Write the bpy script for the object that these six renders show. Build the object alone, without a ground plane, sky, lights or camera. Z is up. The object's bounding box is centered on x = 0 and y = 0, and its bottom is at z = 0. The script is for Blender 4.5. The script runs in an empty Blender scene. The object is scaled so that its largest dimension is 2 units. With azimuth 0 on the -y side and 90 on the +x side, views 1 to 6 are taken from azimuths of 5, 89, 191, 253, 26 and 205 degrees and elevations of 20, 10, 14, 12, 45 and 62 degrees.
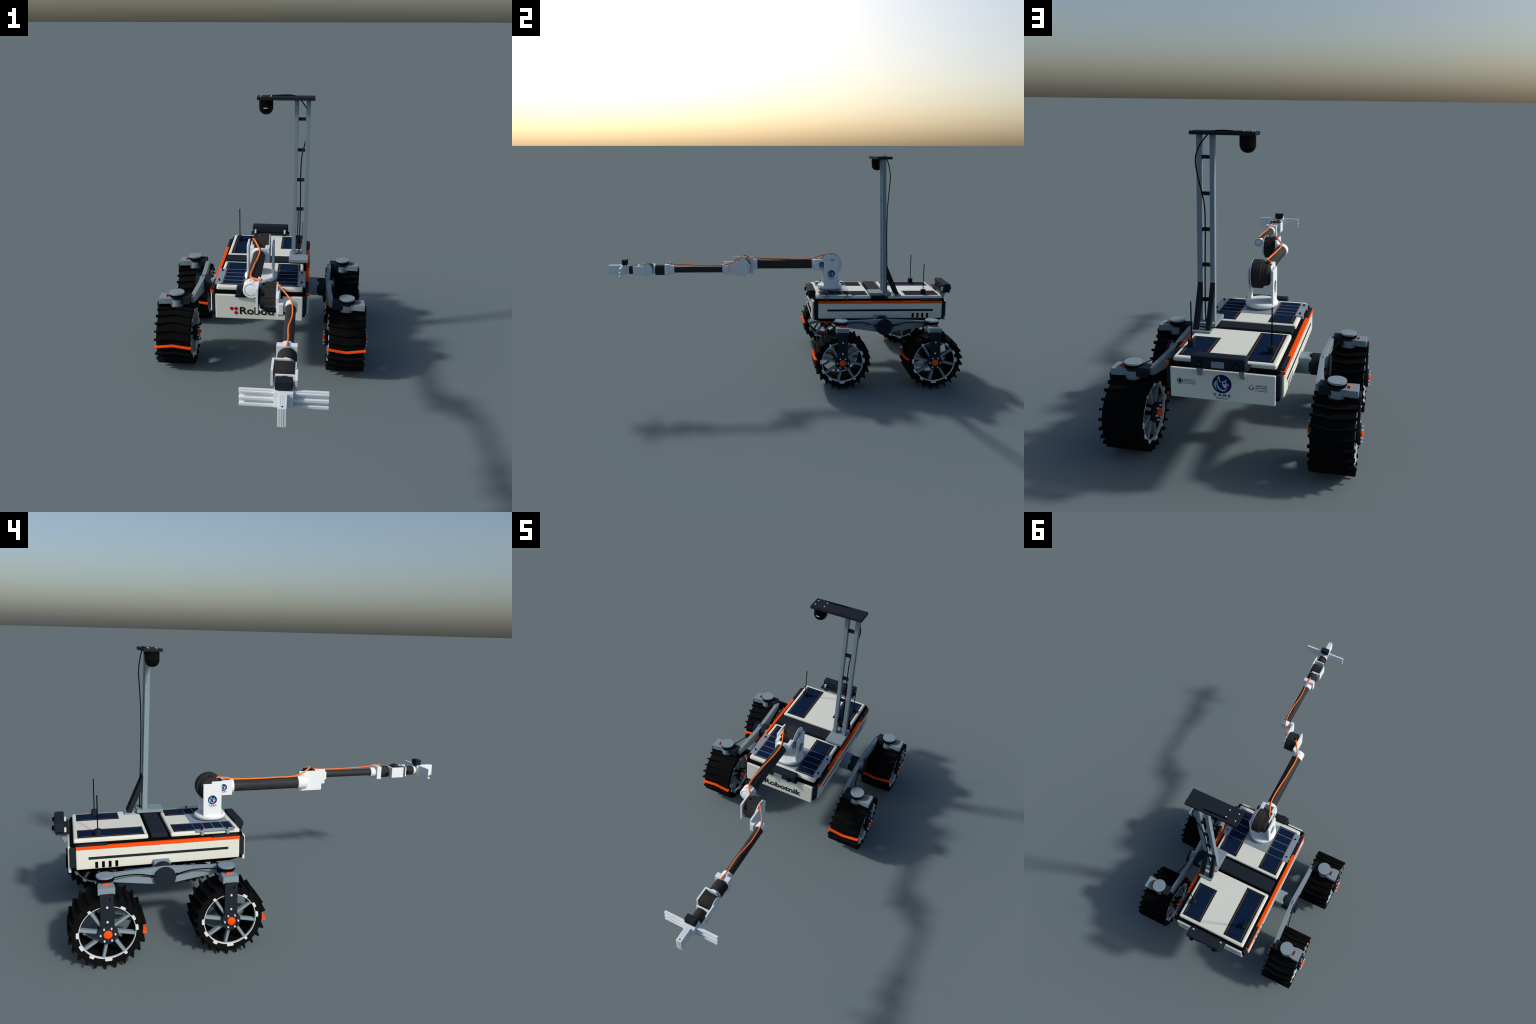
"""Four-wheeled planetary rover: white body with solar lids, rocker suspension with
lugged wheels, camera mast and a long jointed arm holding a profile-bar tool."""
import bpy, bmesh, math, random
from mathutils import Vector, Matrix

random.seed(7)
PI = math.pi

# ------------------------------------------------------------------ materials
def srgb(r, g, b):
    f = lambda c: (c / 255) / 12.92 if c / 255 <= 0.04045 else ((c / 255 + 0.055) / 1.055) ** 2.4
    return (f(r), f(g), f(b))

MATS = {}

def mat(name, col, rough=0.5, metal=0.0, var=0.06, scale=60.0, bump=0.0, stretch=(1, 1, 1), coat=0.0, spec=0.5):
    """Principled surface with a little noise in its tone (and optional fine bump)."""
    m = bpy.data.materials.new(name)
    m.use_nodes = True
    nt = m.node_tree
    n, l = nt.nodes, nt.links
    b = n["Principled BSDF"]
    b.inputs["Roughness"].default_value = rough
    b.inputs["Metallic"].default_value = metal
    b.inputs["Specular IOR Level"].default_value = spec
    b.inputs["Coat Weight"].default_value = coat
    tc = n.new("ShaderNodeTexCoord")
    mp = n.new("ShaderNodeMapping")
    mp.inputs["Scale"].default_value = stretch
    nz = n.new("ShaderNodeTexNoise")
    nz.inputs["Scale"].default_value = scale
    nz.inputs["Detail"].default_value = 4
    rp = n.new("ShaderNodeValToRGB")
    lo = [max(c * (1 - var), 0) for c in col]
    hi = [min(c * (1 + var), 1) for c in col]
    rp.color_ramp.elements[0].position = 0.3
    rp.color_ramp.elements[1].position = 0.7
    rp.color_ramp.elements[0].color = (*lo, 1)
    rp.color_ramp.elements[1].color = (*hi, 1)
    l.new(tc.outputs["Object"], mp.inputs["Vector"])
    l.new(mp.outputs["Vector"], nz.inputs["Vector"])
    l.new(nz.outputs["Fac"], rp.inputs["Fac"])
    l.new(rp.outputs["Color"], b.inputs["Base Color"])
    if bump:
        bp = n.new("ShaderNodeBump")
        bp.inputs["Strength"].default_value = bump
        bp.inputs["Distance"].default_value = 0.001
        l.new(nz.outputs["Fac"], bp.inputs["Height"])
        l.new(bp.outputs["Normal"], b.inputs["Normal"])
    MATS[name] = m
    return m

WHITE = mat("cream_paint", (0.655, 0.683, 0.622), 0.7, var=0.012, spec=0.03)
ARMW = mat("white_print", (0.700, 0.750, 0.785), 0.7, var=0.012, spec=0.03)
GREY = mat("grey_alloy", (0.200, 0.264, 0.308), 0.7, var=0.02, spec=0.04)
LIGHT = mat("pale_alloy", (0.60, 0.66, 0.69), 0.6, var=0.02, spec=0.05)
PLATE = mat("satin_plate", (0.27, 0.33, 0.385), 0.34, metal=0.25, var=0.02, spec=0.25)
NAVY = mat("slate_polymer", (0.0160, 0.0212, 0.0300), 0.7, var=0.04, spec=0.03)
BLACK = mat("black_polymer", (0.0022, 0.0025, 0.0028), 0.7, var=0.05, spec=0.03)
RUBBER = mat("black_rubber", (0.0052, 0.0056, 0.0060), 0.85, var=0.12, scale=90, bump=0.1, spec=0.03)
ORANGE = mat("orange_paint", (0.92, 0.082, 0.0065), 0.7, var=0.015, spec=0.03)
CABLEO = mat("orange_cable", (0.95, 0.205, 0.035), 0.7, var=0.02, spec=0.03)
CABLEB = mat("black_cable", (0.0020, 0.0020, 0.0022), 0.7, var=0.05, spec=0.03)
CARBON = mat("carbon_tube", (0.0300, 0.0300, 0.0335), 0.55, var=0.28, scale=14, stretch=(9, 0.5, 9), spec=0.10)
MOTOR = mat("dark_motor_case", (0.0300, 0.0295, 0.0305), 0.7, var=0.05, spec=0.04)
CELL = mat("solar_cell", (0.0048, 0.0150, 0.0440), 0.8, var=0.08, scale=25, spec=0.02)
CELLD = mat("cell_backing", (0.0125, 0.0165, 0.0230), 0.7, var=0.04, spec=0.03)
JOINT = mat("cell_joint", (0.0150, 0.0140, 0.0145), 0.7, var=0.04, spec=0.03)
COPPER = mat("copper_busbar", (0.27, 0.105, 0.022), 0.6, var=0.1, spec=0.05)
STEEL = mat("bolt_steel", (0.64, 0.68, 0.71), 0.5, var=0.02, spec=0.2)
GLASS = mat("teal_lens", (0.0015, 0.0230, 0.0400), 0.25, var=0.05, spec=0.2)
INK = mat("black_ink", (0.0110, 0.0100, 0.0092), 0.7, var=0.04, spec=0.03)
NAVYINK = mat("navy_ink", (0.0080, 0.0170, 0.1150), 0.7, var=0.02, spec=0.03)
RED = mat("red_ink", (0.42, 0.0035, 0.0180), 0.6, var=0.03, spec=0.1)
DOME = mat("scanner_black", (0.0030, 0.0030, 0.0033), 0.45, var=0.05, spec=0.08)

def gradient_mat():
    """Teal to pink tint of the logo figure, running down across its own plane."""
    m = bpy.data.materials.new("iridescent_ink")
    m.use_nodes = True
    n, l = m.node_tree.nodes, m.node_tree.links
    b = n["Principled BSDF"]
    b.inputs["Roughness"].default_value = 0.7
    b.inputs["Specular IOR Level"].default_value = 0.03
    tc = n.new("ShaderNodeTexCoord")
    sp = n.new("ShaderNodeSeparateXYZ")
    l.new(tc.outputs["Object"], sp.inputs[0])
    a = n.new("ShaderNodeMath"); a.operation = 'MULTIPLY_ADD'
    a.inputs[1].default_value = 0.45; a.inputs[2].default_value = 0.5
    l.new(sp.outputs["X"], a.inputs[0])
    c = n.new("ShaderNodeMath"); c.operation = 'MULTIPLY_ADD'
    c.inputs[1].default_value = -0.55
    l.new(sp.outputs["Y"], c.inputs[0])
    l.new(a.outputs[0], c.inputs[2])
    r = n.new("ShaderNodeValToRGB")
    e = r.color_ramp.elements
    e[0].position, e[0].color = 0.05, (*srgb(214, 236, 150), 1)
    e[1].position, e[1].color = 0.95, (*srgb(244, 170, 222), 1)
    k = e.new(0.38); k.color = (*srgb(112, 226, 205), 1)
    k = e.new(0.62); k.color = (*srgb(150, 200, 226), 1)
    l.new(c.outputs[0], r.inputs["Fac"])
    l.new(r.outputs["Color"], b.inputs["Base Color"])
    return m

IRIS = gradient_mat()

# ------------------------------------------------------------------ builders
ROVER = bpy.data.objects.new("planetary_rover", None)
ROVER.location = (0, 0.55, 0)
bpy.context.collection.objects.link(ROVER)
ROVER["label"] = "four-wheeled white planetary rover with mast and long robotic arm"
ROVER["category"] = "rover"
bpy.context.view_layer.update()

def attach(o, parent):
    if parent is not None:
        o.parent = parent
        o.matrix_parent_inverse = world(parent).inverted()
    return o

WORLD = {}
def world(o):
    return WORLD.get(o.name, o.matrix_world.copy())

def place(o, M, parent):
    """Give an object its world matrix and parent it."""
    bpy.context.collection.objects.link(o)
    WORLD[o.name] = M.copy()
    o.matrix_world = M
    attach(o, parent)
    o.matrix_basis = M
    return o

def finish(bm, name, material, parent, smooth=40, M=None, weighted=True):
    bmesh.ops.recalc_face_normals(bm, faces=bm.faces)
    vs = [v.co for v in bm.verts]
    c = Vector([(min(v[i] for v in vs) + max(v[i] for v in vs)) / 2 for i in range(3)])
    for v in bm.verts:
        v.co -= c
    me = bpy.data.meshes.new(name)
    bm.to_mesh(me)
    bm.free()
    me.materials.append(material)
    me.shade_smooth()
    me.set_sharp_from_angle(angle=math.radians(smooth))
    o = bpy.data.objects.new(name, me)
    W = Matrix.Translation(c)
    if M is not None:
        W = M @ W
    place(o, W, parent)
    if weighted:
        w = o.modifiers.new("weighted", 'WEIGHTED_NORMAL')
        w.keep_sharp = True
    return o

def repeat(src, name, M, parent):
    """Another instance of src's mesh with world matrix M @ src world."""
    o = bpy.data.objects.new(name, src.data)
    place(o, M @ WORLD[src.name], parent)
    if src.modifiers:
        w = o.modifiers.new("weighted", 'WEIGHTED_NORMAL')
        w.keep_sharp = True
    return o

def bevel(bm, r, seg=2, ang=30):
    if r <= 0:
        return
    es = [e for e in bm.edges if len(e.link_faces) == 2 and e.calc_face_angle(0) > math.radians(ang)]
    bmesh.ops.bevel(bm, geom=es, offset=r, offset_type='OFFSET', segments=seg, profile=0.5,
                    affect='EDGES', clamp_overlap=True)

def bm_box(x0, x1, y0, y1, z0, z1):
    bm = bmesh.new()
    bmesh.ops.create_cube(bm, size=1)
    for v in bm.verts:
        v.co = Vector(((x0 + x1) / 2 + v.co.x * (x1 - x0), (y0 + y1) / 2 + v.co.y * (y1 - y0),
                       (z0 + z1) / 2 + v.co.z * (z1 - z0)))
    return bm

def box(name, m, parent, x0, x1, y0, y1, z0, z1, r=0.0015, seg=2, M=None):
    bm = bm_box(min(x0, x1), max(x0, x1), min(y0, y1), max(y0, y1), min(z0, z1), max(z0, z1))
    bevel(bm, r, seg)
    return finish(bm, name, m, parent, M=M)

def pillow(name, m, parent, x0, x1, y0, y1, z0, z1, rc, re, n=6):
    """Flat pad with rounded plan corners (rc) and a rolled top edge (re)."""
    rings = [(0.0015, z0), (0.0, z0 + 0.0015)]
    for k in range(n + 1):
        a = PI / 2 * k / n
        rings.append((re * (1 - math.cos(a)), z1 - re + re * math.sin(a)))
    rings.append((re + 0.004, z1))
    bm = bmesh.new()
    loops = []
    for ins, z in rings:
        r = max(rc - ins, 0.0012)
        loop = []
        for cx, cy, a0 in ((x1 - ins - r, y1 - ins - r, 0), (x0 + ins + r, y1 - ins - r, 90), (x0 + ins + r, y0 + ins + r, 180), (x1 - ins - r, y0 + ins + r, 270)):
            for k in range(6):
                a = math.radians(a0 + 18 * k)
                loop.append(bm.verts.new((cx + r * math.cos(a), cy + r * math.sin(a), z)))
        loops.append(loop)
    for a, b in zip(loops, loops[1:]):
        for k in range(24):
            j = (k + 1) % 24
            bm.faces.new((a[k], a[j], b[j], b[k]))
    bm.faces.new(loops[0])
    bm.faces.new(loops[-1])
    return finish(bm, name, m, parent)

AX = {'x': Matrix.Rotation(PI / 2, 4, 'Y'), 'y': Matrix.Rotation(-PI / 2, 4, 'X'), 'z': Matrix.Identity(4)}

def lathe(name, m, parent, axis, c, prof, seg=48, M=None, smooth=40, closed=False):
    """Revolve (radius, height) pairs about an axis through c. Zero radius closes the end."""
    bm = bmesh.new()
    rings = []
    for r, h in prof:
        if r < 1e-7:
            rings.append([bm.verts.new((0, 0, h))])
        else:
            rings.append([bm.verts.new((r * math.cos(2 * PI * k / seg), r * math.sin(2 * PI * k / seg), h)) for k in range(seg)])
    pairs = list(zip(rings, rings[1:]))
    if closed:
        pairs.append((rings[-1], rings[0]))
    for a, b in pairs:
        for k in range(seg):
            j = (k + 1) % seg
            if len(a) == 1 and len(b) == 1:
                continue
            if len(a) == 1:
                bm.faces.new((a[0], b[k], b[j]))
            elif len(b) == 1:
                bm.faces.new((a[k], b[0], a[j]))
            else:
                bm.faces.new((a[k], a[j], b[j], b[k]))
    T = Matrix.Translation(Vector(c)) @ AX[axis]
    bmesh.ops.transform(bm, matrix=T, verts=bm.verts)
    return finish(bm, name, m, parent, M=M, smooth=smooth)

def cyl(name, m, parent, axis, c, r, h0, h1, b=0.001, seg=48, M=None):
    """Cylinder along an axis from h0 to h1 (offsets from c) with rounded rims."""
    h0, h1 = min(h0, h1), max(h0, h1)
    q = b * 0.3
    prof = [(0, h0), (r - b, h0), (r - q, h0 + q), (r, h0 + b), (r, h1 - b), (r - q, h1 - q), (r - b, h1), (0, h1)]
    return lathe(name, m, parent, axis, c, prof, seg, M)

def bm_prism(pts, h0, h1):
    """Extrude a 2D outline along local z."""
    bm = bmesh.new()
    vs = [bm.verts.new((p[0], p[1], h0)) for p in pts]
    f = bm.faces.new(vs)
    ex = bmesh.ops.extrude_face_region(bm, geom=[f])
    for v in ex["geom"]:
        if isinstance(v, bmesh.types.BMVert):
            v.co.z = h1
    return bm

# plane frames: map local (u, v, w) to world axes
FR = {
    'yz': Matrix(((0, 0, 1, 0), (1, 0, 0, 0), (0, 1, 0, 0), (0, 0, 0, 1))),
    'xy': Matrix.Identity(4),
    'xz': Matrix(((1, 0, 0, 0), (0, 0, 1, 0), (0, 1, 0, 0), (0, 0, 0, 1))),
}

def prism(name, m, parent, plane, pts, h0, h1, r=0.001, seg=2, M=None, smooth=40):
    bm = bm_prism(pts, h0, h1)
    bmesh.ops.transform(bm, matrix=FR[plane], verts=bm.verts)
    bmesh.ops.recalc_face_normals(bm, faces=bm.faces)
    bevel(bm, r, seg)
    return finish(bm, name, m, parent, M=M, smooth=smooth)

def spline(pts, n=10):
    """Catmull-Rom through control points."""
    P = [Vector(p) for p in pts]
    P = [P[0] * 2 - P[1]] + P + [P[-1] * 2 - P[-2]]
    out = []
    for i in range(1, len(P) - 2):
        a, b, c, d = P[i - 1:i + 3]
        for k in range(n):
            t = k / n
            out.append(0.5 * ((2 * b) + (c - a) * t + (2 * a - 5 * b + 4 * c - d) * t * t + (3 * b - a - 3 * c + d) * t ** 3))
    out.append(P[-2])
    return out

def cable(name, m, parent, pts, r, n=10, seg=12, M=None, smooth_path=True):
    path = spline(pts, n) if smooth_path else [Vector(p) for p in pts]
    bm = bmesh.new()
    rings = []
    t = (path[1] - path[0]).normalized()
    u = t.orthogonal().normalized()
    for i, p in enumerate(path):
        t = (path[min(i + 1, len(path) - 1)] - path[max(i - 1, 0)]).normalized()
        u = (u - t * u.dot(t)).normalized()
        w = t.cross(u)
        rings.append([bm.verts.new(p + (u * math.cos(2 * PI * k / seg) + w * math.sin(2 * PI * k / seg)) * r) for k in range(seg)])
    for a, b in zip(rings, rings[1:]):
        for k in range(seg):
            j = (k + 1) % seg
            bm.faces.new((a[k], a[j], b[j], b[k]))
    bm.faces.new(rings[0])
    bm.faces.new(rings[-1])
    return finish(bm, name, m, parent, M=M, weighted=False)

def frame(origin, right, up):
    r, u = Vector(right), Vector(up)
    w = r.cross(u)
    M = Matrix((r, u, w)).transposed().to_4x4()
    M.translation = Vector(origin)
    return M

def lettering(text, m, parent, origin, right, up, x0, x1, z0, z1, depth=0.0008, bold=0.0, name="lettering", spacing=1.0):
    """Raised letters fitted in the box x0..x1, z0..z1 of the plane (right, up) at origin."""
    cu = bpy.data.curves.new(name, 'FONT')
    cu.body = text
    cu.size = 1
    cu.extrude = 0.05
    cu.offset = bold
    cu.space_character = spacing
    cu.resolution_u = 4
    tmp = bpy.data.objects.new("tmp_text", cu)
    bpy.context.collection.objects.link(tmp)
    dg = bpy.context.evaluated_depsgraph_get()
    dg.update()
    me = bpy.data.meshes.new_from_object(tmp.evaluated_get(dg))
    bpy.data.objects.remove(tmp)
    xs = [v.co.x for v in me.vertices]; ys = [v.co.y for v in me.vertices]; zs = [v.co.z for v in me.vertices]
    sx = (x1 - x0) / (max(xs) - min(xs)); sy = (z1 - z0) / (max(ys) - min(ys)); sz = depth / (max(zs) - min(zs))
    bm = bmesh.new()
    bm.from_mesh(me)
    bpy.data.meshes.remove(me)
    mx, my, mz = min(xs), min(ys), min(zs)
    for v in bm.verts:
        v.co = Vector((x0 + (v.co.x - mx) * sx, z0 + (v.co.y - my) * sy, (v.co.z - mz) * sz))
    return finish(bm, name, m, parent, M=frame(origin, right, up), smooth=30, weighted=False)

def turn(k):
    """Half turn about the rover's own vertical through the pivot line."""
    return Matrix.Translation((0, YC, 0)) @ Matrix.Rotation(PI, 4, 'Z') @ Matrix.Translation((0, -YC, 0))

YC = 0.5503          # fore-aft centre of the chassis
WB = 0.2480          # half wheel base
TX = 0.398           # half track (steering axis)
WR = 0.152           # wheel radius over the lugs

# ------------------------------------------------------------------ body
def build_body():
    pts = [(0.178, 0.405), (0.178, 0.3130), (0.9230, 0.3130), (0.9230, 0.405)]
    body = prism("body", BLACK, ROVER, 'yz', pts, -0.206, 0.206, r=0.003)
    pts = [(0.178, 0.320), (0.178, 0.2990), (0.2275, 0.2885), (0.8730, 0.2885), (0.9230, 0.2990), (0.9230, 0.320)]
    prism("keel", BLACK, body, 'yz', pts, -0.165, 0.165, r=0.003)
    # rounded tray under the lids
    bm = bm_box(-0.2055, 0.2055, 0.177, 0.9236, 0.404, 0.4315)
    ve = [e for e in bm.edges if abs((e.verts[0].co - e.verts[1].co).z) > 0.01]
    bmesh.ops.bevel(bm, geom=ve, offset=0.012, segments=4, profile=0.5, affect='EDGES')
    bevel(bm, 0.003, 2, 40)
    finish(bm, "deck_tray", BLACK, body)
    for y0, y1 in ((0.171, 0.199), (0.9016, 0.9296)):
        box("end_frame", NAVY, body, -0.2125, 0.2125, y0, y1, 0.3265, 0.4178, r=0.007, seg=3)
    # end panels (front one carries the maker's name, rear one the team marks)
    for y0, y1 in ((0.1635, 0.1765), (0.9241, 0.9371)):
        box("end_panel", WHITE, body, -0.1945, 0.1945, y0, y1, 0.3015, 0.4165, r=0.004, seg=3)
    for s in (1, -1):
        # side skin with four vent slots cut through
        bm = bm_box(0.205, 0.220, 0.1965, 0.9045, 0.3215, 0.4105)
        bevel(bm, 0.004, 3)
        skin = finish(bm, "side_panel", WHITE, body, M=None)
        for i in range(4):
            y = 0.7385 + 0.0277 * i
            cut = bm_box(0.2185, 0.23, y - 0.0062, y + 0.0062, 0.3245, 0.3531)
            cm = bpy.data.meshes.new("cut"); cut.to_mesh(cm); cut.free()
            co = bpy.data.objects.new("cutter", cm)
            bpy.context.collection.objects.link(co)
            md = skin.modifiers.new("slot", 'BOOLEAN'); md.object = co; md.operation = 'DIFFERENCE'; md.solver = 'EXACT'
            bpy.context.view_layer.update()
            dg = bpy.context.evaluated_depsgraph_get()
            me = bpy.data.meshes.new_from_object(skin.evaluated_get(dg))
            skin.modifiers.remove(md)
            skin.data = me
            bpy.data.objects.remove(co)
            box("vent_slot", BLACK, body, s * 0.2178, s * 0.2192, y - 0.0061, y + 0.0061, 0.3246, 0.3530, r=0.0)
        if s < 0:
            skin.data.transform(Matrix.Scale(-1, 4, (1, 0, 0)))
            skin.data.flip_normals()
            W = Matrix.Translation((-WORLD[skin.name].translation.x, *WORLD[skin.name].translation[1:]))
            WORLD[skin.name] = W
            skin.matrix_basis = W
        box("trim_stripe", NAVY, body, s * 0.2190, s * 0.2206, 0.2478, 0.8543, 0.3642, 0.3758, r=0.0003)
        for i in range(5):
            cyl("panel_bolt", STEEL, body, 'x', (s * 0.2195, 0.2200 + 0.1657 * i, 0.3960), 0.0034, -0.001, 0.0022 * s if s > 0 else -0.0022, b=0.0008, seg=16)
        box("accent_rail", ORANGE, body, s * 0.2050, s * 0.2225, 0.1965, 0.9040, 0.4095, 0.4228, r=0.0018)
        for y0, y1 in ((0.1985, 0.3275), (0.7735, 0.9025)):
            pts = [(y0, 0.4215), (y0 + 0.0045, 0.4297), (y1 - 0.012, 0.4297), (y1, 0.4215)]
            prism("edge_guard", NAVY, body, 'yz', pts, min(s * 0.2, s * 0.2195), max(s * 0.2, s * 0.2195), r=0.0015)
    for y0, y1 in ((0.1880, 0.5012), (0.5992, 0.9125)):
        pillow("lid", WHITE, body, -0.1925, 0.1925, y0, y1, 0.4305, 0.4478, 0.0085, 0.0075)
    box("centre_box", NAVY, body, -0.1905, 0.1905, 0.5165, 0.5865, 0.4305, 0.4512, r=0.003, seg=3)
    return body

BODY = build_body()

# ------------------------------------------------------------------ marks and lettering
def disc2d(cx, cy, r, n=40):
    return [(cx + r * math.cos(2 * PI * k / n), cy + r * math.sin(2 * PI * k / n)) for k in range(n)]

def smooth2d(pts, n=5):
    """Closed smooth outline through points."""
    m = len(pts)
    out = []
    for i in range(m):
        a, b, c, d = (Vector(pts[(i + k - 1) % m]) for k in range(4))
        for k in range(n):
            t = k / n
            out.append(tuple(0.5 * ((2 * b) + (c - a) * t + (2 * a - 5 * b + 4 * c - d) * t * t + (3 * b - a - 3 * c + d) * t ** 3)))
    return out

def arc_band(path, widths):
    """Outline of a stroke of varying width along a 2D path."""
    P = [Vector((*p, 0)) for p in path]
    L, R = [], []
    for i, p in enumerate(P):
        t = (P[min(i + 1, len(P) - 1)] - P[max(i - 1, 0)]).normalized()
        nrm = Vector((-t.y, t.x, 0))
        L.append((p + nrm * widths[i] / 2).to_2d())
        R.append((p - nrm * widths[i] / 2).to_2d())
    return [tuple(q) for q in L] + [tuple(q) for q in reversed(R)]

def flat_shapes(outlines, h0, h1):
    bm = bmesh.new()
    for o in outlines:
        b = bm_prism(o, h0, h1)
        me = bpy.data.meshes.new("t"); b.to_mesh(me); b.free()
        bm.from_mesh(me)
        bpy.data.meshes.remove(me)
    return bm

def logo_parts():
    """Unit-radius emblem: crescents, raised hand and robot head in profile."""
    fig = []
    sw = lambda ctrl, w0, n=8: (lambda p: arc_band([(q.x, q.y) for q in p], [w0(i / (len(p) - 1)) for i in range(len(p))]))(spline([(*c, 0) for c in ctrl], n))
    fig.append(sw([(-0.49, 0.34), (-0.68, 0.10), (-0.70, -0.24), (-0.49, -0.68)], lambda t: 0.015 + 0.12 * math.sin(PI * t)))
    fig.append(sw([(-0.46, 0.30), (-0.49, -0.05), (-0.32, -0.42), (-0.05, -0.64), (0.28, -0.67), (0.59, -0.40)], lambda t: 0.02 + 0.14 * math.sin(PI * min(t * 1.05, 1)) ** 0.8))
    fig.append(sw([(-0.28, 0.46), (-0.20, 0.28), (-0.02, 0.20), (0.08, 0.18)], lambda t: 0.075))
    fig.append(sw([(-0.42, 0.58), (-0.38, 0.46), (-0.28, 0.43), (-0.20, 0.50), (-0.22, 0.60)], lambda t: 0.06))
    fig.append(disc2d(-0.32, 0.70, 0.085, 12))
    head = smooth2d([(0.04, 0.18), (0.12, 0.32), (0.28, 0.36), (0.42, 0.28), (0.50, 0.06), (0.50, -0.12), (0.46, -0.24),
                     (0.50, -0.40), (0.36, -0.42), (0.18, -0.32), (0.06, -0.10)], 4)
    fig.append(head)
    fig.append(sw([(0.34, 0.32), (0.42, 0.44)], lambda t: 0.06, 3))
    fig.append(disc2d(0.46, 0.48, 0.075, 14))
    ring = sw([(0.52, 0.06), (0.64, 0.02), (0.66, -0.12), (0.52, -0.16)], lambda t: 0.075)
    fig.append(ring)
    visor = [smooth2d([(0.12, 0.16), (0.26, 0.22), (0.42, 0.12), (0.36, 0.02), (0.20, 0.03)], 4), disc2d(0.515, -0.06, 0.05, 12)]
    return fig, visor

def emblem(parent, origin, right, up, R, gap=1.0):
    """Navy disc with the iridescent figure, the name under it, on the plane at origin."""
    F = frame(origin, right, up)
    bm = bm_prism(disc2d(0, 0, R, 56), 0, 0.0006)
    finish(bm, "emblem_disc", NAVYINK, parent, M=F, weighted=False)
    fig, visor = logo_parts()
    S = Matrix.Diagonal((R, R, R, 1))
    k = 1 / R
    bm = flat_shapes(fig, 0.0003 * k, 0.0009 * k)
    me = bpy.data.meshes.new("emblem_figure"); bmesh.ops.recalc_face_normals(bm, faces=bm.faces); bm.to_mesh(me); bm.free()
    me.materials.append(IRIS)
    o = bpy.data.objects.new("emblem_figure", me)
    place(o, F @ S, parent)
    bm = flat_shapes(visor, 0.0005 * k, 0.0012 * k)
    bmesh.ops.transform(bm, matrix=S, verts=bm.verts)
    finish(bm, "emblem_visor", NAVYINK, parent, M=F, weighted=False)
    lettering("TARS", NAVYINK, parent, origin, right, up, -0.93 * R, 0.90 * R, -1.37 * R, -1.05 * R, 0.0006, bold=0.030, spacing=1.30)
    lettering("ROBOTICS", NAVYINK, parent, origin, right, up, -0.60 * R, 0.58 * R, -1.63 * R, -1.50 * R, 0.0006, bold=0.03, spacing=1.05)

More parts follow.
